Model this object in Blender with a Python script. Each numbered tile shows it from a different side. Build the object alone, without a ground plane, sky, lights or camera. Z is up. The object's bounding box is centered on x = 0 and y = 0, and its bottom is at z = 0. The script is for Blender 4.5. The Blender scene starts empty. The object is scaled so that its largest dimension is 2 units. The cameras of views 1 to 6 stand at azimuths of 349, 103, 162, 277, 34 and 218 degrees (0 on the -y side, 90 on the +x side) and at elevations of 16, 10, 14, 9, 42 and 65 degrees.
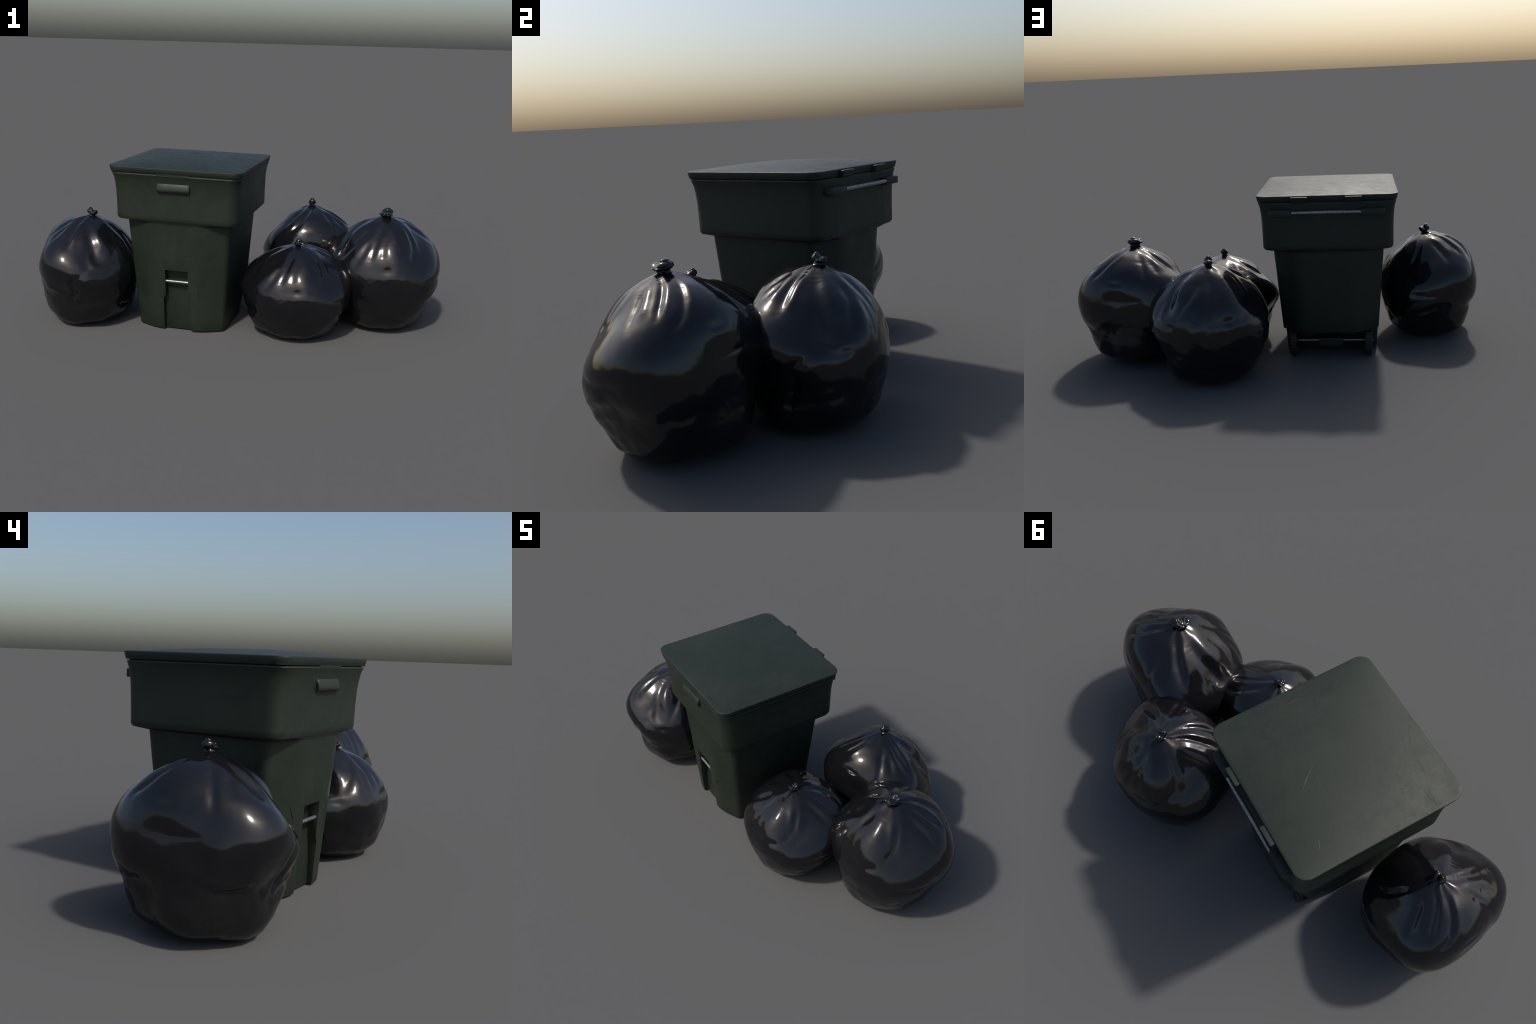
"""A square-mouthed wheeled trash bin with a flat lid, and four tied black garbage bags around it."""
import math
import random
import bpy
import bmesh
import numpy as np
from mathutils import Vector, Matrix, noise

random.seed(7)
COLL = bpy.context.scene.collection


# ------------------------------------------------------------------ helpers
def link(name, data, parent=None, loc=(0, 0, 0), rot=(0, 0, 0), scale=(1, 1, 1)):
    o = bpy.data.objects.new(name, data)
    COLL.objects.link(o)
    o.parent = parent
    o.location, o.rotation_euler, o.scale = loc, rot, scale
    return o


def mesh_from(name, verts, faces, material, smooth=True):
    me = bpy.data.meshes.new(name)
    me.from_pydata([tuple(map(float, v)) for v in verts], [], faces)
    bm = bmesh.new()
    bm.from_mesh(me)
    bmesh.ops.recalc_face_normals(bm, faces=bm.faces)
    bm.to_mesh(me)
    bm.free()
    me.materials.append(material)
    me.polygons.foreach_set("use_smooth", [smooth] * len(me.polygons))
    return me


def loft(rings, cap_start=True, cap_end=True):
    """Quads between equally long closed rings, with n-gon caps."""
    n = len(rings[0])
    verts = [p for r in rings for p in r]
    faces = []
    for k in range(len(rings) - 1):
        for i in range(n):
            j = (i + 1) % n
            faces.append((k * n + i, k * n + j, (k + 1) * n + j, (k + 1) * n + i))
    if cap_start:
        faces.append(tuple(range(n - 1, -1, -1)))
    if cap_end:
        faces.append(tuple(range((len(rings) - 1) * n, len(rings) * n)))
    return verts, faces


def round_polygon(corners, steps=7):
    """corners: (x, y, radius) counter-clockwise; every corner becomes a fillet of `steps` points."""
    out, n = [], len(corners)
    for i, (x, y, r) in enumerate(corners):
        p = Vector((x, y))
        a = (Vector(corners[i - 1][:2]) - p)
        b = (Vector(corners[(i + 1) % n][:2]) - p)
        la, lb = a.length, b.length
        a, b = a / la, b / lb
        half = math.acos(max(-1, min(1, a.dot(b)))) / 2
        cut = min(r / math.tan(half), la * 0.48, lb * 0.48)
        s, e = p + a * cut, p + b * cut
        for k in range(steps):
            t = k / (steps - 1)
            # quadratic arc through the cut points, pulled to a near-circular fillet
            w = math.sin(half)
            d = (1 - t) ** 2 + 2 * w * t * (1 - t) + t ** 2
            out.append((s * (1 - t) ** 2 + p * (2 * w * t * (1 - t)) + e * t ** 2) / d)
    return out


def apply_modifiers(o):
    dg = bpy.context.evaluated_depsgraph_get()
    me = bpy.data.meshes.new_from_object(o.evaluated_get(dg))
    old = o.data
    o.modifiers.clear()
    o.data = me
    me.name = old.name
    return o


def smooth_by_angle(me, degrees=32):
    me.polygons.foreach_set("use_smooth", [True] * len(me.polygons))
    me.set_sharp_from_angle(angle=math.radians(degrees))


def box(name, size, material, bevel=0.003, taper=None):
    bm = bmesh.new()
    bmesh.ops.create_cube(bm, size=1)
    for v in bm.verts:
        v.co = Vector((v.co.x * size[0], v.co.y * size[1], v.co.z * size[2]))
    if taper:
        taper(bm)
    bmesh.ops.bevel(bm, geom=bm.edges[:], offset=bevel, segments=3, profile=0.6, affect='EDGES')
    me = bpy.data.meshes.new(name)
    bm.to_mesh(me)
    bm.free()
    me.materials.append(material)
    smooth_by_angle(me, 40)
    return me


def tube(name, points, radius, material, sides=16):
    pts = [Vector(p) for p in points]
    rings = []
    for i, p in enumerate(pts):
        d = (pts[min(i + 1, len(pts) - 1)] - pts[max(i - 1, 0)]).normalized()
        u = d.cross(Vector((0, 0, 1)))
        if u.length < 1e-3:
            u = d.cross(Vector((0, 1, 0)))
        u.normalize()
        w = d.cross(u)
        rings.append([p + (u * math.cos(a) + w * math.sin(a)) * radius
                      for a in (2 * math.pi * k / sides for k in range(sides))])
    me = mesh_from(name, *loft(rings), material)
    smooth_by_angle(me, 50)
    return me


# ---------------------------------------------------------------- materials
class Nodes:
    def __init__(self, name):
        self.mat = bpy.data.materials.new(name)
        self.mat.use_nodes = True
        self.t = self.mat.node_tree
        self.bsdf = self.t.nodes["Principled BSDF"]
        self.coord = self.t.nodes.new("ShaderNodeTexCoord").outputs["Object"]

    def put(self, socket, value):
        if isinstance(value, bpy.types.NodeSocket):
            self.t.links.new(value, socket)
        else:
            socket.default_value = value

    def noise(self, scale, detail=4, rough=0.55, stretch=(1, 1, 1), distortion=0.0):
        m = self.t.nodes.new("ShaderNodeMapping")
        self.t.links.new(self.coord, m.inputs["Vector"])
        m.inputs["Scale"].default_value = stretch
        n = self.t.nodes.new("ShaderNodeTexNoise")
        self.t.links.new(m.outputs[0], n.inputs["Vector"])
        n.inputs["Scale"].default_value = scale
        n.inputs["Detail"].default_value = detail
        n.inputs["Roughness"].default_value = rough
        n.inputs["Distortion"].default_value = distortion
        return n.outputs["Fac"]

    def ramp(self, value, lo, hi, a=0.0, b=1.0):
        n = self.t.nodes.new("ShaderNodeMapRange")
        n.interpolation_type = 'SMOOTHSTEP'
        self.put(n.inputs["Value"], value)
        for k, x in (("From Min", lo), ("From Max", hi), ("To Min", a), ("To Max", b)):
            self.put(n.inputs[k], x)
        return n.outputs[0]

    def math(self, op, a, b=0.0):
        n = self.t.nodes.new("ShaderNodeMath")
        n.operation = op
        self.put(n.inputs[0], a)
        self.put(n.inputs[1], b)
        return n.outputs[0]

    def mix(self, fac, a, b):
        n = self.t.nodes.new("ShaderNodeMix")
        n.data_type = 'RGBA'
        self.put(n.inputs[0], fac)
        self.put(n.inputs[6], a)
        self.put(n.inputs[7], b)
        return n.outputs[2]

    def axis(self, k):
        n = self.t.nodes.new("ShaderNodeSeparateXYZ")
        self.t.links.new(self.coord, n.inputs[0])
        return n.outputs[k]

    def bump(self, height, strength, distance=0.002):
        n = self.t.nodes.new("ShaderNodeBump")
        self.put(n.inputs["Height"], height)
        n.inputs["Strength"].default_value = strength
        n.inputs["Distance"].default_value = distance
        self.t.links.new(n.outputs[0], self.bsdf.inputs["Normal"])


def rgb(r, g, b):
    return (r, g, b, 1.0)


def make_bin_plastic():
    m = Nodes("dark_green_plastic")
    cloud = m.noise(5.0, 6, 0.6)
    speck = m.noise(70.0, 4, 0.6)
    green = m.mix(m.ramp(cloud, 0.35, 0.7), rgb(0.0092, 0.0150, 0.0094), rgb(0.0118, 0.0178, 0.0112))
    # brownish grime in loose patches
    grime = m.math('MULTIPLY', m.ramp(m.noise(3.2, 5, 0.65), 0.48, 0.72), m.ramp(speck, 0.4, 0.62))
    m.put(m.bsdf.inputs["Base Color"], m.mix(m.math('MULTIPLY', grime, 0.5), green, rgb(0.024, 0.023, 0.018)))
    rough = m.ramp(m.noise(11.0, 8, 0.78), 0.35, 0.70, 0.46, 0.62)
    m.put(m.bsdf.inputs["Roughness"], m.math('ADD', rough, m.math('MULTIPLY', m.ramp(speck, 0.55, 0.7), 0.08)))
    m.bsdf.inputs["IOR"].default_value = 1.45
    m.bump(m.math('ADD', m.noise(180.0, 3, 0.5), m.math('MULTIPLY', m.noise(25.0, 4, 0.6), 1.5)), 0.10, 0.0012)
    return m.mat


def make_bag_film():
    m = Nodes("black_bag_film")
    dust = m.ramp(m.noise(7.0, 6, 0.7, distortion=0.4), 0.52, 0.78)
    speck = m.ramp(m.noise(85.0, 3, 0.55), 0.60, 0.72)
    spots = m.math('MULTIPLY', speck, dust)
    film = m.mix(m.ramp(m.noise(2.6, 3), 0.4, 0.7), rgb(0.0052, 0.0051, 0.0062), rgb(0.0070, 0.0068, 0.0078))
    # dried mud splashed around the foot of the bag
    mud = m.math('MULTIPLY', m.ramp(m.axis(2), 0.24, 0.03), m.ramp(m.noise(6.0, 6, 0.7), 0.42, 0.68))
    film = m.mix(m.math('MULTIPLY', mud, 0.45), film, rgb(0.013, 0.0115, 0.0085))
    m.put(m.bsdf.inputs["Base Color"], m.mix(m.math('MULTIPLY', spots, 0.6), film, rgb(0.022, 0.020, 0.016)))
    rough = m.ramp(m.noise(4.0, 5, 0.65), 0.35, 0.75, 0.11, 0.19)
    m.put(m.bsdf.inputs["Roughness"], m.math('ADD', rough, m.math('ADD', m.math('MULTIPLY', spots, 0.25), m.math('MULTIPLY', mud, 0.12))))
    m.bsdf.inputs["IOR"].default_value = 1.5
    m.bump(m.math('ADD', m.noise(14.0, 2, 0.4), m.math('MULTIPLY', spots, 0.25)), 0.05, 0.002)
    return m.mat


def make_metal():
    m = Nodes("galvanised_steel")
    worn = m.noise(130.0, 4, 0.7, stretch=(1, 3, 3))
    m.put(m.bsdf.inputs["Base Color"], m.mix(m.ramp(worn, 0.35, 0.65), rgb(0.16, 0.155, 0.15), rgb(0.38, 0.37, 0.355)))
    m.put(m.bsdf.inputs["Metallic"], 0.9)
    m.put(m.bsdf.inputs["Roughness"], m.ramp(worn, 0.3, 0.7, 0.5, 0.3))
    m.bump(worn, 0.12, 0.001)
    return m.mat


def make_rubber():
    m = Nodes("black_rubber")
    m.put(m.bsdf.inputs["Base Color"], m.mix(m.ramp(m.noise(30.0, 4), 0.4, 0.7), rgb(0.008, 0.008, 0.008), rgb(0.014, 0.013, 0.012)))
    m.bsdf.inputs["Roughness"].default_value = 0.7
    return m.mat


GREEN, FILM, STEEL, RUBBER = make_bin_plastic(), make_bag_film(), make_metal(), make_rubber()


# ------------------------------------------------------------------ the bin
BIN_AT, BIN_TURN = (-0.2368, 0.0588, 0.0), math.radians(-24.0)
trash_bin = link("wheeled_trash_bin", None, loc=BIN_AT, rot=(0, 0, BIN_TURN))
trash_bin["label"] = "dark green wheeled plastic trash bin with flat square lid"
trash_bin["category"] = "trash bin"


def lerp(a, b, t):
    return a + (b - a) * t


def lower_ring(z):
    """Tapered lower tub: flat middle panels front and rear, side panels raked back to the corners."""
    t = z / 0.54
    a = lerp(0.2220, 0.2585, t)
    wf, wr = lerp(0.113, 0.132, t), lerp(0.125, 0.14, t)
    f, fc = lerp(-0.2500, -0.2880, t), lerp(-0.1960, -0.2400, t)
    r, rc = lerp(0.2755, 0.3070, t), lerp(0.1950, 0.2400, t)
    return [(p.x, p.y, z) for p in round_polygon(
        [(-wf, f, 0.22), (wf, f, 0.22), (a, fc, 0.034), (a, rc, 0.034),
         (wr, r, 0.14), (-wr, r, 0.14), (-a, rc, 0.034), (-a, fc, 0.034)])]


def collar_ring(z, a, f, r, fc, rc, inset=0.0):
    w, a = 0.18, a - inset
    f, r, fc, rc = f + inset, r - inset, fc + inset, rc - inset
    return [(p.x, p.y, z) for p in round_polygon(
        [(-w, f, 0.08), (w, f, 0.08), (a, fc, 0.052), (a, rc, 0.052),
         (w, r, 0.08), (-w, r, 0.08), (-a, rc, 0.052), (-a, fc, 0.052)])]


def front_wall(u, z):
    """Depth of the lower tub's front face at (u, z)."""
    t = z / 0.54
    wf, a = lerp(0.113, 0.132, t), lerp(0.222, 0.2585, t)
    f, fc = lerp(-0.25, -0.288, t), lerp(-0.196, -0.24, t)
    k = max(0.0, (abs(u) - wf) / (a - wf))
    return lerp(f, fc, k)


#            z      half   front   rear   front/rear at the corners
COLLAR = [(0.5560, 0.298, -0.296, 0.315, -0.291, 0.302),
          (0.5640, 0.302, -0.299, 0.319, -0.295, 0.306),
          (0.5800, 0.3025, -0.2995, 0.319, -0.296, 0.306),
          (0.6400, 0.303, -0.301, 0.318, -0.298, 0.307),
          (0.6900, 0.304, -0.303, 0.317, -0.301, 0.308),
          (0.7250, 0.3065, -0.307, 0.317, -0.305, 0.310),
          (0.7500, 0.3095, -0.311, 0.317, -0.309, 0.313),
          (0.7660, 0.3135, -0.315, 0.317, -0.313, 0.316),
          (0.7760, 0.3175, -0.319, 0.318, -0.318, 0.3175)]

rings = [lower_ring(z) for z in (0.004, 0.07, 0.14, 0.22, 0.30, 0.38, 0.46, 0.52, 0.537, 0.544)]
rings += [collar_ring(*c) for c in COLLAR]
rings += [collar_ring(0.7805, *COLLAR[-1][1:], inset=0.001),
          collar_ring(0.7810, *COLLAR[-1][1:], inset=0.006),
          collar_ring(0.790, *COLLAR[-1][1:], inset=0.013)]
body = link("body", mesh_from("body", *loft(rings), GREEN), trash_bin)


def cutter(outline_uz, v0, v1):
    """A prism along v with an outline in the u-z plane."""
    ring0 = [(u, v0, z) for u, z in outline_uz]
    ring1 = [(u, v1, z) for u, z in outline_uz]
    o = link("cutter", mesh_from("cutter", *loft([ring0, ring1]), GREEN), trash_bin)
    return o


# pocket for the catch bar, open at the foot and wider below
pocket = cutter([(-0.0575, 0.313), (-0.0575, 0.181), (-0.0685, 0.166), (-0.0685, -0.05),
                 (0.0685, -0.05), (0.0685, 0.166), (0.0575, 0.181), (0.0575, 0.313)], -0.6, -0.2300)
# wheel well under the rear wall
well = cutter([(-0.5, -0.05), (-0.5, 0.143), (0.5, 0.143), (0.5, -0.05)], 0.128, 0.6)
# raked rear corners of the foot, beside the wheels
foot_cuts = []
for m in (-1, 1):
    plan = [(m * 0.195, 0.1285), (m * 0.262, 0.050), (m * 0.30, 0.1285)]
    foot_cuts.append(link("cutter", mesh_from("cutter", *loft([[(u, v, -0.05) for u, v in plan], [(u, v, 0.1425) for u, v in plan]]), GREEN), trash_bin))
for c in (pocket, well, *foot_cuts):
    b = body.modifiers.new("cut", 'BOOLEAN')
    b.operation, b.object, b.solver = 'DIFFERENCE', c, 'EXACT'
bev = body.modifiers.new("edge", 'BEVEL')
bev.width, bev.segments, bev.limit_method, bev.angle_limit = 0.0022, 2, 'ANGLE', math.radians(50)
bpy.context.view_layer.update()
apply_modifiers(body)
for c in (pocket, well, *foot_cuts):
    bpy.data.objects.remove(c)
smooth_by_angle(body.data, 34)

# lid: shallow tray with a soft crown
LID = dict(half=0.3240, front=-0.3245, rear=0.3225, corner=0.0475)
CROWN = 0.020


def lid_ring(z, inset=0.0, scale=1.0):
    h, f, r, c = LID["half"] - inset, LID["front"] + inset, LID["rear"] - inset, LID["corner"] - inset * 0.4
    fillets = round_polygon([(-h, f, c), (h, f, c), (h, r, c), (-h, r, c)], steps=13)
    outline = []
    for i, p in enumerate(fillets):
        q = fillets[(i + 1) % len(fillets)]
        parts = 24 if (q - p).length > 0.2 else 1      # straight sides carry points too, so the crown can curve
        outline += [p.lerp(q, k / parts) for k in range(parts)]
    return [(p.x * scale, p.y * scale, z) for p in outline]


def lid_height(u, v):
    """Broad soft crown, flat in the middle."""
    fall = lambda x: 1 - min(1.0, abs(x) / 0.3245) ** 2.6
    return 0.8108 + CROWN * fall(u) * fall(v)


lid_rings = [lid_ring(0.7835, 0.010), lid_ring(0.7835, 0.0058), lid_ring(0.7840, 0.0052),
             lid_ring(0.797, 0.0025), lid_ring(0.8088, 0.0), lid_ring(0.8100, 0.0004), lid_ring(0.8107, 0.0014)]
for s in [0.99 - 0.95 * (k / 39) for k in range(40)]:
    lid_rings.append([(x, y, lid_height(x, y)) for x, y, _ in lid_ring(0, 0.0, s)])
lid = link("lid", mesh_from("lid", *loft(lid_rings), GREEN), trash_bin)
smooth_by_angle(lid.data, 40)


# lip tab under the lid's front edge
link("lip_tab", box("lip_tab", (0.160, 0.012, 0.012), GREEN, 0.002), trash_bin, loc=(-0.002, -0.3135, 0.7835))

# hinge knuckles on the rear edge
def hinge_taper(bm):
    for v in bm.verts:
        if v.co.z < 0 and v.co.y > 0:
            v.co.y -= 0.010


hinge_mesh = box("hinge", (0.079, 0.033, 0.026), GREEN, 0.005, hinge_taper)
for u in (0.1225, -0.1225):
    link("hinge", hinge_mesh, trash_bin, loc=(u, 0.3265, 0.7935))

# rear push handle: two brackets and a steel bar
def bracket_mesh():
    pts = [(-0.0535, 0.300), (-0.0535, 0.3465), (0.040, 0.3485), (0.0535, 0.338), (0.0535, 0.300)]
    rings_ = [[(u, v, z) for u, v in pts] for z in (-0.0145, 0.0145)]
    me = mesh_from("handle_bracket", *loft(rings_), GREEN)
    o = link("tmp", me)
    b_ = o.modifiers.new("b", 'BEVEL')
    b_.width, b_.segments, b_.limit_method = 0.003, 2, 'ANGLE'
    b_.angle_limit = math.radians(20)
    bpy.context.view_layer.update()
    apply_modifiers(o)
    me = o.data
    bpy.data.objects.remove(o)
    smooth_by_angle(me, 40)
    me.name = "handle_bracket"
    return me


bm_bracket = bracket_mesh()
link("handle_bracket", bm_bracket, trash_bin, loc=(0.2085, 0, 0.7355))
link("handle_bracket", bm_bracket, trash_bin, loc=(-0.2085, 0, 0.7355), scale=(-1, 1, 1))
link("handle_bar", tube("handle_bar", [(-0.1565, 0.3390, 0.7365), (0.1565, 0.3390, 0.7365)], 0.0082, STEEL), trash_bin)

# front grip: a scoop that grows out of the collar and ends in a rounded lip
grip_profile = [(0.740, -0.295), (0.740, -0.3110), (0.736, -0.3140), (0.730, -0.3165), (0.722, -0.3185), (0.714, -0.3200),
                (0.7080, -0.3200), (0.7035, -0.3180), (0.7010, -0.3145), (0.7000, -0.3080), (0.702, -0.295)]
rings = []
for u in (-0.080, -0.0785, -0.072, -0.03, 0.03, 0.070, 0.0765, 0.078):
    end = max(0.0, (abs(u + 0.001) - 0.070) / 0.009)
    rings.append([(u, v if v > -0.296 else v + 0.003 * end ** 2, z - 0.0015 * end ** 2) for z, v in grip_profile])
grip = link("grip", mesh_from("grip", *loft(rings), GREEN), trash_bin)
smooth_by_angle(grip.data, 50)

# steel catch bar across the pocket
link("catch_bar", tube("catch_bar", [(-0.062, -0.2560, 0.2535), (0.062, -0.2560, 0.2535)], 0.0075, STEEL), trash_bin)

# wheels, axle and its saddle
WHEEL_R, WHEEL_W, WHEEL_V = 0.071, 0.038, 0.186


def tyre_mesh():
    teeth, rings_ = 26, []
    prof = [(-WHEEL_W / 2, 0.040, 0), (-WHEEL_W / 2, 0.060, 0), (-WHEEL_W / 2 + 0.003, 0.0685, 1), (-WHEEL_W / 2 + 0.007, 0.071, 1),
            (WHEEL_W / 2 - 0.007, 0.071, 1), (WHEEL_W / 2 - 0.003, 0.0685, 1), (WHEEL_W / 2, 0.060, 0), (WHEEL_W / 2, 0.040, 0)]
    for i in range(teeth):
        for f, g in ((0.0, 0.0), (0.80, 0.0), (0.84, 0.0032), (0.96, 0.0032)):
            a = 2 * math.pi * (i + f) / teeth
            rings_.append([(x, (r - g * k) * math.cos(a), (r - g * k) * math.sin(a)) for x, r, k in prof])
    n, m = len(rings_), len(prof)
    verts = [p for r in rings_ for p in r]
    faces = []
    for k in range(n):
        q = (k + 1) % n
        for j in range(m):
            jj = (j + 1) % m
            faces.append((k * m + j, k * m + jj, q * m + jj, q * m + j))
    me = mesh_from("wheel", verts, faces, RUBBER)
    smooth_by_angle(me, 30)
    return me


def hub_mesh():
    prof = [(-0.016, 0.0), (-0.016, 0.014), (-0.010, 0.018), (-0.008, 0.036), (-0.013, 0.0415),
            (0.013, 0.0415), (0.008, 0.036), (0.010, 0.018), (0.016, 0.014), (0.016, 0.0)]
    rings_ = []
    for x, r in prof:
        r = max(r, 0.0008)
        rings_.append([(x, r * math.cos(2 * math.pi * k / 28), r * math.sin(2 * math.pi * k / 28)) for k in range(28)])
    me = mesh_from("hub", *loft(rings_), GREEN)
    smooth_by_angle(me, 35)
    return me


tyre, hub = tyre_mesh(), hub_mesh()
for u in (0.1815, -0.1815):
    w = link("wheel", tyre, trash_bin, loc=(u, WHEEL_V, WHEEL_R))
    link("hub", hub, w)
link("axle", tube("axle", [(-0.205, WHEEL_V, WHEEL_R), (0.205, WHEEL_V, WHEEL_R)], 0.0062, STEEL), trash_bin)
link("axle_mount", box("axle_mount", (0.116, 0.085, 0.042), GREEN, 0.004), trash_bin, loc=(0.0, 0.163, WHEEL_R - 0.004))

# scratches gouged into the lid and the front: slim raised burrs beside each cut
LID_SCRATCHES = [
    [(0.078, 0.307), (0.127, 0.215)], [(0.127, 0.215), (0.093, 0.197)], [(0.020, 0.276), (0.066, 0.196)],
    [(-0.050, 0.159), (-0.015, 0.122), (0.020, 0.072)], [(-0.036, 0.146), (-0.015, 0.115), (-0.005, 0.083)],
    [(-0.010, 0.086), (-0.065, 0.094)], [(0.305, 0.042), (0.262, 0.018)], [(0.265, 0.040), (0.275, -0.014)],
    [(0.305, 0.026), (0.309, -0.010)], [(0.096, 0.234), (0.076, 0.230)], [(0.104, 0.240), (0.106, 0.213)],
    [(0.117, -0.126), (0.112, -0.190)], [(0.062, -0.125), (0.056, -0.195)], [(0.125, -0.305), (0.098, -0.281)],
    [(0.018, -0.305), (-0.055, -0.270), (-0.094, -0.253)], [(-0.213, -0.198), (-0.270, -0.203), (-0.315, -0.213)],
    [(-0.244, -0.216), (-0.290, -0.213), (-0.315, -0.209)], [(-0.042, -0.247), (-0.061, -0.241)],
    [(-0.086, -0.054), (-0.106, -0.066)], [(-0.232, 0.251), (-0.212, 0.220), (-0.202, 0.188)],
    [(-0.215, 0.222), (-0.210, 0.196)], [(-0.217, 0.194), (-0.256, 0.212)]]
FRONT_SCRATCHES = [[(-0.171, 0.294), (-0.154, 0.252)], [(-0.145, 0.325), (-0.117, 0.263)], [(0.109, 0.244), (0.144, 0.279)],
                   [(0.116, 0.227), (0.147, 0.262)], [(0.106, 0.186), (0.109, 0.230)]]


def burr(points, normal, half=0.0020, height=0.00045):
    """A tapering three-sided ridge along a polyline lying on a surface."""
    pts = []
    for a, b in zip(points[:-1], points[1:]):
        for k in range(6):
            pts.append(a.lerp(b, k / 6))
    pts.append(points[-1])
    verts, faces = [], []
    for i, p in enumerate(pts):
        t = i / (len(pts) - 1)
        d = (pts[min(i + 1, len(pts) - 1)] - pts[max(i - 1, 0)]).normalized()
        side = d.cross(normal).normalized()
        k = (math.sin(math.pi * min(max(t, 0.02), 0.98)) ** 0.6) * random.uniform(0.6, 1.2)
        p = p + side * random.uniform(-0.0007, 0.0007)
        verts += [p - side * half * k - normal * 0.0001, p + normal * height * k, p + side * half * k - normal * 0.0001]
    for i in range(len(pts) - 1):
        for j in range(2):
            faces.append((3 * i + j, 3 * i + 3 + j, 3 * i + 4 + j, 3 * i + 1 + j))
    return verts, faces


def scratch_mesh(name, verts, faces, normal):
    me = bpy.data.meshes.new(name)
    me.from_pydata([tuple(v) for v in verts], [], faces)
    me.update()
    if me.polygons[0].normal.dot(normal) < 0:
        me.flip_normals()
    me.materials.append(GREEN)
    return me


def burrs(name, lines, to_space, normal, parent):
    verts, faces = [], []
    for line in lines:
        mid = line[len(line) // 2]
        o_, x_, y_ = to_space(*mid), to_space(mid[0] + 0.002, mid[1]), to_space(mid[0], mid[1] + 0.002)
        tilt = (x_ - o_).cross(y_ - o_).normalized()
        v, f = burr([to_space(*p) for p in line], tilt if tilt.dot(normal) > 0 else -tilt)
        n = len(verts)
        verts += v
        faces += [tuple(i + n for i in q) for q in f]
    o = link(name, scratch_mesh(name, verts, faces, normal), parent)
    o["kind"] = "stuff"
    return o


burrs("scratches", LID_SCRATCHES, lambda u, v: Vector((u, v, lid_height(u, v))), Vector((0, 0, 1)), trash_bin)
burrs("scratches", FRONT_SCRATCHES, lambda u, z: Vector((u, front_wall(u, z), z)), Vector((0, -1, 0)), trash_bin)


# ----------------------------------------------------------------- the bags
# A filled sack is a ball of stuff seen from its middle: radius by elevation (every 15 degrees from the
# bottom to the knot), then swellings and hollows where the contents push out, then folds of the film.
MIDDLE = 0.26
PROFILE = [0.1963, 0.2292, 0.2748, 0.2852, 0.2695, 0.2583, 0.2657, 0.2760, 0.2813, 0.2854, 0.2886, 0.2965, 0.3040]
#        azimuth elevation spread(deg) height(mm)
LUMPS = [(127, 17, 17, 41.2), (59, 9, 19, -30.9), (241, 53, 16, -24.9), (10, 25, 21, 26.7), (336, 51, 15, -11.0),
         (176, -31, 16, 23.0), (296, -13, 15, 18.1), (53, 54, 14, 12.9), (58, -63, 15, -35.4), (263, -81, 14, 43.2),
         (42, -25, 16, -37.3), (134, -43, 13, 27.6), (340, -25, 16, -16.4), (171, 27, 15, -37.0), (71, -47, 15, 27.0),
         (265, 52, 17, 22.1), (243, 19, 15, -20.9), (147, -11, 17, -25.6), (163, 8, 17, 46.1), (223, -26, 10, -4.4),
         (85, 13, 11, -9.9), (318, 2, 16, 12.5), (23, 21, 13, -12.5), (297, 39, 18, -36.3), (28, -27, 31, 20.1), (96, 11, 7, 7.0), (96, 31, 8, -3.0),
         (110, 35, 12, 10.1)]
# small dents: azimuth, elevation, half width, half height (deg), depth (mm)
DENTS = [(254, 20, 4.6, 3.3, 5.5), (274, 22, 4.4, 3.1, 4.4), (188, 14, 4.0, 2.6, 3.5), (56, 38.5, 4.2, 1.6, 3.2),
         (57, 23, 9.0, 4.6, 6.0), (91, 61, 3.0, 2.0, 2.0), (165, 18, 4.0, 3.0, 3.0),
         (23, -13, 10.0, 4.0, 6.0), (73, 21.5, 6.0, 1.2, 2.5)]
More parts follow.
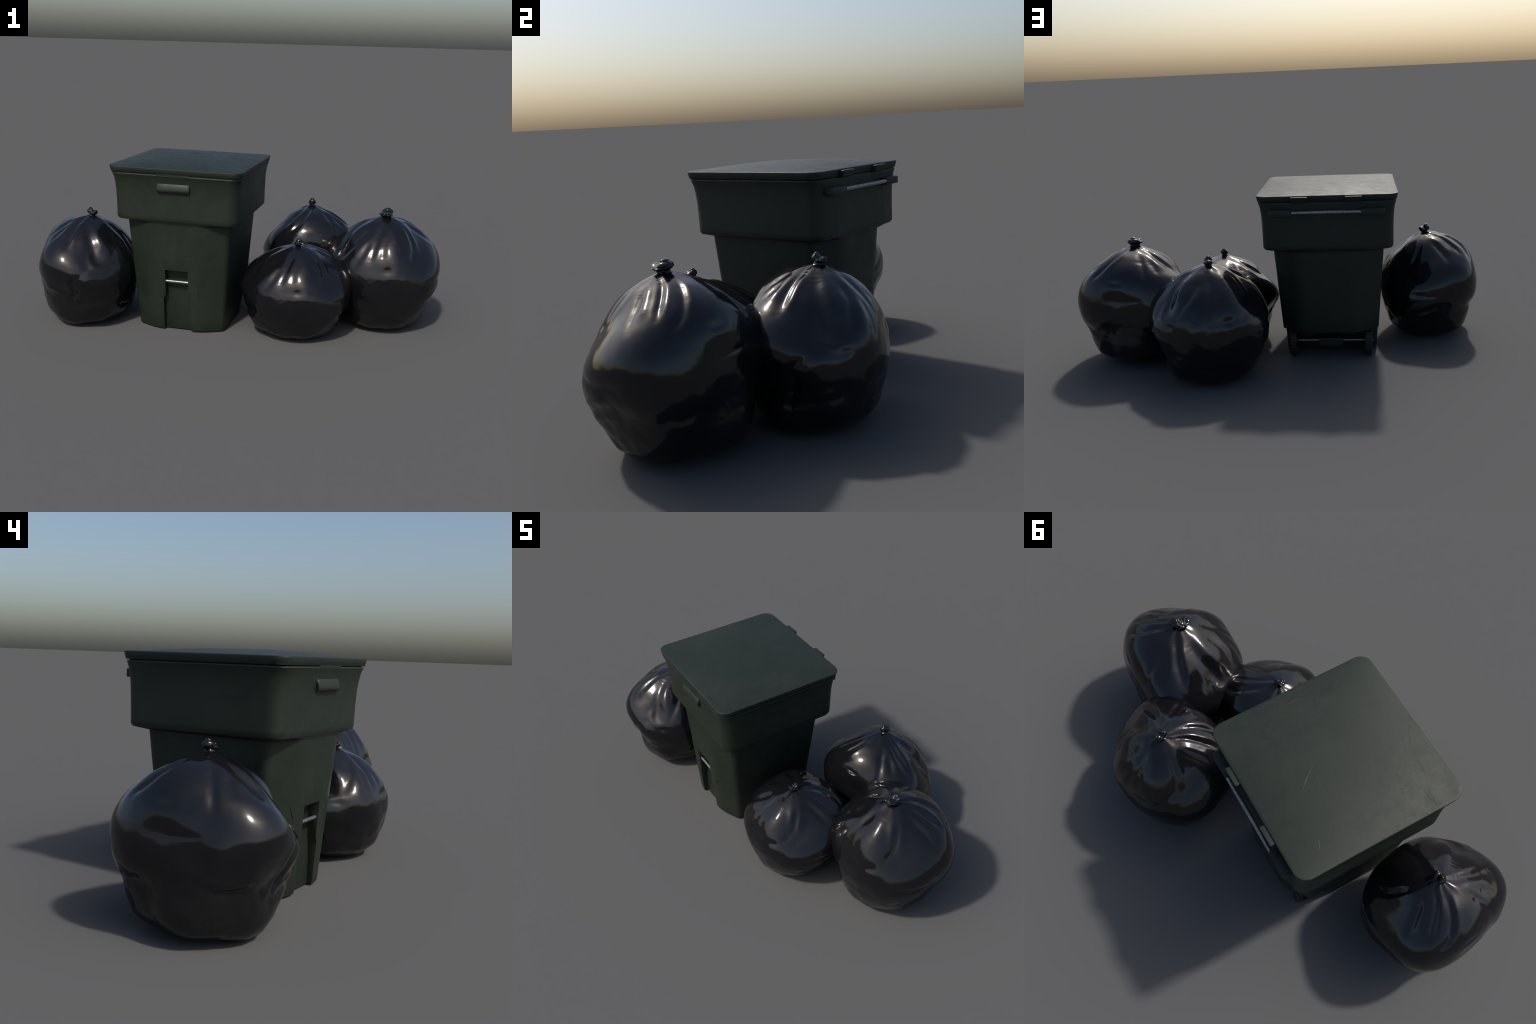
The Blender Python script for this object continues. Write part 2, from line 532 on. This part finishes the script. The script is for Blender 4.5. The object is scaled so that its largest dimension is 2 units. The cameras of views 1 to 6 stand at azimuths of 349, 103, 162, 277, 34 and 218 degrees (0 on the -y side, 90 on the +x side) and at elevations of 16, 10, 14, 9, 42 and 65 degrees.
# folds: path of (azimuth, elevation), width (deg), height (mm; negative for a groove)
FOLDS = [
    ([(346, 84), (11, 68), (10, 43)], 1.5, -6.0), ([(5, 80), (18, 66), (17, 44)], 2.0, 3.0),
    ([(132, 82), (131, 62), (136, 36)], 2.6, -7.0), ([(143, 76), (143, 58), (144, 40)], 2.2, 4.0),
    ([(125, 76), (121, 60), (122, 46)], 2.4, 3.5),
    ([(237, 74), (236, 50), (232, 24)], 2.4, -4.0), ([(247, 54), (248, 29)], 2.6, -2.6), 
    ([(167, 78), (169, 54), (174, 28)], 4.0, -7.0), ([(181, 72), (184, 52), (190, 36)], 3.2, 4.0),
    ([(168, 44), (169, 25), (178, 18), (194, 18)], 2.4, 3.5),
    ([(210, 66), (207, 48), (194, 22)], 2.8, -5.0), ([(225, 50), (222, 35), (214, 14)], 2.8, -4.0),
    ([(330, 72), (343, 56), (348, 38)], 2.0, -5.0), ([(332, 76), (352, 60), (356, 48)], 2.0, 3.5),
    ([(49, 82), (37, 63), (30, 48), (20, 37)], 1.7, -5.5), ([(55, 76), (46, 62), (38, 48)], 2.0, 3.0),
    ([(97, 74), (95, 56), (93, 31)], 1.9, -3.5), ([(111, 60), (111, 42)], 2.0, -3.2),
    
    ([(304, 70), (297, 48), (284, 24)], 2.2, -3.5), ([(309, 74), (306, 56), (304, 38)], 2.6, 3.0),
    ([(290, 72), (292, 52), (291, 36)], 2.4, 2.6), ([(266, 70), (266, 46)], 3.0, 2.6), 
    ([(296, 5), (325, 4), (346, 8)], 1.8, -3.5), ([(300, -13), (318, -7), (334, 0)], 1.8, 3.0), ([(303, -18), (320, -13), (336, -7)], 1.8, -3.5),
    ([(300, -24), (318, -20), (334, -14)], 1.8, 2.5),
    ([(84, -5), (102, -10), (120, -8), (136, -14)], 2.0, 3.5), ([(84, -10), (102, -15), (122, -13)], 2.6, -4.0),
    ([(130, -9), (139, -22), (160, -17), (188, -11)], 2.0, 3.0), ([(128, -16), (143, -27), (165, -22), (190, -16)], 2.4, -4.0),
    ([(163, 13), (150, 5), (151, -10), (140, -27)], 1.8, -5.0), ([(157, 12), (145, 3), (145, -10), (135, -24)], 1.8, 3.0),
    ([(170, 8), (158, 0), (156, -18)], 1.8, 3.0),
    ([(12, -8), (22, -16), (36, -14)], 2.2, -3.5), ([(200, -28), (225, -33), (255, -30)], 2.0, -2.0), ([(312, -34), (330, -40), (352, -36)], 2.0, -2.5),
    ([(60, -44), (86, -48), (112, -44)], 2.2, -2.5)]


def heading(az, el):
    az, el = np.radians(az), np.radians(el)
    return np.stack([np.cos(el) * np.cos(az), np.cos(el) * np.sin(az), np.sin(el)], -1)


def catmull(values, x):
    """Smooth curve through evenly spaced values, x counted in steps."""
    v = np.asarray(values)
    i = np.clip(np.floor(x).astype(int), 0, len(v) - 2)
    f = x - i
    at = lambda k: v[np.where(k < 0, -k, np.where(k > len(v) - 1, 2 * (len(v) - 1) - k, k))]
    return (at(i - 1) * (-.5 * f + f * f - .5 * f ** 3) + at(i) * (1 - 2.5 * f * f + 1.5 * f ** 3)
            + at(i + 1) * (.5 * f + 2 * f * f - 1.5 * f ** 3) + at(i + 2) * (-.5 * f * f + .5 * f ** 3))


def catmull_open(values, x):
    v = np.concatenate([[2 * values[0] - values[1]], values, [2 * values[-1] - values[-2]]])
    i = np.clip(np.floor(x).astype(int), 0, len(values) - 2)
    f = x - i
    a, b, c, e = v[i], v[i + 1], v[i + 2], v[i + 3]
    return (a * (-.5 * f + f * f - .5 * f ** 3) + b * (1 - 2.5 * f * f + 1.5 * f ** 3)
            + c * (.5 * f + 2 * f * f - 1.5 * f ** 3) + e * (-.5 * f * f + .5 * f ** 3))


FOLD_WIDTH, FOLD_HEIGHT = 1.1, 1.25


def sack_radius(d, az, el):
    r = catmull(PROFILE, (el + 90) / 15.0)
    angle_to = lambda q: np.degrees(np.arccos(np.clip(d @ q, -1, 1)))
    for a, e, w, h in LUMPS:
        r = r + h * 1e-3 * np.exp(-.5 * (angle_to(heading(a, e)) / w) ** 2)
    for a, e, wa, we, depth in DENTS:
        da = ((az - a + 180) % 360 - 180) * np.cos(np.radians(e))
        r = r - depth * 1e-3 * np.exp(-.5 * ((da / wa) ** 2 + ((el - e) / we) ** 2))
    for path, w, h in FOLDS:
        corner = heading(np.array([p[0] for p in path], float), np.array([p[1] for p in path], float))
        steps = np.linspace(0, len(path) - 1, 8 * (len(path) - 1) + 1)
        q = np.stack([catmull_open(corner[:, k], steps) for k in range(3)], 1)
        q = q / np.linalg.norm(q, axis=1)[:, None]
        best = np.zeros(len(d))
        near = (d @ q.mean(0)) > math.cos(math.radians(75))
        dn, top = d[near], np.zeros(near.sum())
        for k in range(len(q) - 1):
            e = q[k + 1] - q[k]
            t = np.clip(((dn - q[k]) @ e) / (e @ e), 0, 1)
            gap = np.degrees(np.linalg.norm(dn - q[k] - t[:, None] * e, axis=1))
            along = (k + t) / (len(q) - 1)
            taper = np.minimum(1.0, 1.5 * np.sin(np.pi * along))
            top = np.maximum(top, taper * np.exp(-.5 * (gap / (w * FOLD_WIDTH)) ** 2))
        best[near] = top
        r = r + h * FOLD_HEIGHT * 1e-3 * best
    # a few uneven gathers that run into the knot
    gather = np.exp(-.5 * ((el - 80) / 5.0) ** 2)
    r = r + gather * 1e-3 * (1.2 * np.sin(np.radians(5 * az) + 0.6) + 1.0 * np.sin(np.radians(8 * az + 40)))
    return r + 0.0004


def sack_mesh():
    n_az = 288
    els = np.concatenate([np.linspace(-88, 50, 140), np.linspace(50.7, 86.5, 62)])
    A, Eg = np.meshgrid(np.arange(n_az) * 360.0 / n_az, els)
    az, el = A.ravel(), Eg.ravel()
    d = heading(az, el)
    r = sack_radius(d, az, el)
    # slack ripples of the film, stronger low down
    low = np.clip((30 - el) / 55, 0.22, 1) * np.clip((78 - el) / 20, 0, 1)
    r = r + np.array([0.0003 * noise.noise(Vector(v) * 8.0) + k * (0.0052 * noise.noise(Vector(v) * 3.6)
                      + 0.0020 * noise.noise(Vector(v) * 7.5) - 0.0030 * max(0.0, 0.22 - abs(noise.noise(Vector(v) * 3.1 + Vector((4, 1, 2)))))
                      + 0.0006 * noise.noise(Vector(v) * 17.0)) for v, k in zip(d, low)])
    P = d * r[:, None]
    P[:, 2] += MIDDLE
    rho = np.hypot(P[:, 0], P[:, 1])
    neck = np.exp(-(rho / 0.030) ** 2)
    top = P[:, 2] > MIDDLE
    P[:, 2] += np.where(top, 0.002 * np.exp(-(rho / 0.11) ** 2) + 0.002 * neck, 0)
    P[:, 0] -= np.where(top, 0.010 * np.exp(-(rho / 0.06) ** 2), 0)
    P[:, 1] -= np.where(top, 0.012 * np.exp(-(rho / 0.06) ** 2), 0)
    # the ground flattens the underside
    P[:, 2] = np.where(P[:, 2] < 0.012, 0.012 * np.exp((P[:, 2] - 0.012) / 0.012), P[:, 2])
    P[:, 2] -= P[:, 2].min()
    rings_ = P.reshape(len(els), n_az, 3)
    tip = rings_[-1].mean(0)
    rings_ = [list(map(tuple, q)) for q in rings_]
    for s, dz in ((0.8, 0.002), (0.65, 0.006), (0.6, 0.012)):
        rings_.append([tuple(tip + (np.array(p) - tip) * s + np.array((0, 0, dz))) for p in rings_[len(els) - 1]])
    me = mesh_from("sack", *loft(rings_), FILM)
    return me, tip


def knot_mesh():
    """Tied tail of the bag: a squat neck, a turn of film round it, a bulge flopping over to one side and a ragged peak."""
    lean = math.radians(255)
    side, across = Vector((math.cos(lean), math.sin(lean), 0)), Vector((-math.sin(lean), math.cos(lean), 0))
    #        side    across   up      radii (side, across, up)
    blobs = [(0.000, 0.000, 0.001, 0.0170, 0.0170, 0.0120),
             (0.000, 0.000, 0.0090, 0.0180, 0.0190, 0.0060),
             (0.008, 0.000, 0.0215, 0.0220, 0.0230, 0.0130),
             (-0.004, 0.004, 0.0285, 0.0170, 0.0190, 0.0170),
             (-0.002, 0.004, 0.0400, 0.0090, 0.0110, 0.0120),
             (0.019, -0.003, 0.0270, 0.0120, 0.0160, 0.0100)]
    bm = bmesh.new()
    for s, a, z, rs, ra, rz in blobs:
        made = bmesh.ops.create_icosphere(bm, subdivisions=3, radius=1.0)
        for v in made["verts"]:
            v.co = side * (s + v.co.x * rs) + across * (a + v.co.y * ra) + Vector((0, 0, z + v.co.z * rz))
    me = bpy.data.meshes.new("knot")
    bm.to_mesh(me)
    bm.free()
    o = link("tmp", me)
    m = o.modifiers.new("skin", 'REMESH')
    m.mode, m.voxel_size = 'VOXEL', 0.0013
    bpy.context.view_layer.update()
    apply_modifiers(o)
    me = o.data
    bpy.data.objects.remove(o)
    me.name = "knot"
    bm = bmesh.new()
    bm.from_mesh(me)
    for _ in range(9):
        bmesh.ops.smooth_vert(bm, verts=bm.verts, factor=0.5, use_axis_x=True, use_axis_y=True, use_axis_z=True)
    bm.normal_update()
    for v in bm.verts:
        p = v.co
        crease = 1 - abs(noise.noise(p * 42.0)) * 2.4
        loose = noise.noise(p * 34.0 + Vector((5, 2, 1)))
        turn = math.sin(math.atan2(p.y, p.x) * 7 + p.z * 160) * (1 if p.z < 0.014 else 0.25)
        v.co = p + v.normal * (0.0030 * loose - 0.0030 * max(0.0, crease) ** 3 + 0.0005 * turn)
    for _ in range(1):
        bmesh.ops.smooth_vert(bm, verts=bm.verts, factor=0.5, use_axis_x=True, use_axis_y=True, use_axis_z=True)
    bm.to_mesh(me)
    bm.free()
    me.materials.clear()
    me.materials.append(FILM)
    me.polygons.foreach_set("use_smooth", [True] * len(me.polygons))
    return me


sack, neck_tip = sack_mesh()
knot = knot_mesh()
#        place               turn   width height  knot size (across, up)
BAGS = [((0.708, -0.160), 0.0, 1.000, 1.000, 1.60, 0.98),
        ((0.244, -0.235), 1.4, 0.939, 0.786, 0.98, 1.05),
        ((-0.758, 0.105), 103.0, 0.946, 0.938, 1.08, 1.00),
        ((0.428, 0.242), 202.1, 0.937, 0.944, 1.08, 1.00)]
for (x, y), turn, wide, tall, kw, kh in BAGS:
    bag = link("garbage_bag", None, loc=(x, y, 0), rot=(0, 0, math.radians(turn)), scale=(wide, wide, tall))
    bag["label"] = "full glossy black plastic garbage bag tied with a knot"
    bag["category"] = "garbage bag"
    link("sack", sack, bag)
    link("knot", knot, bag, loc=(neck_tip[0], neck_tip[1], neck_tip[2] - 0.007), scale=(kw, kw, kh))
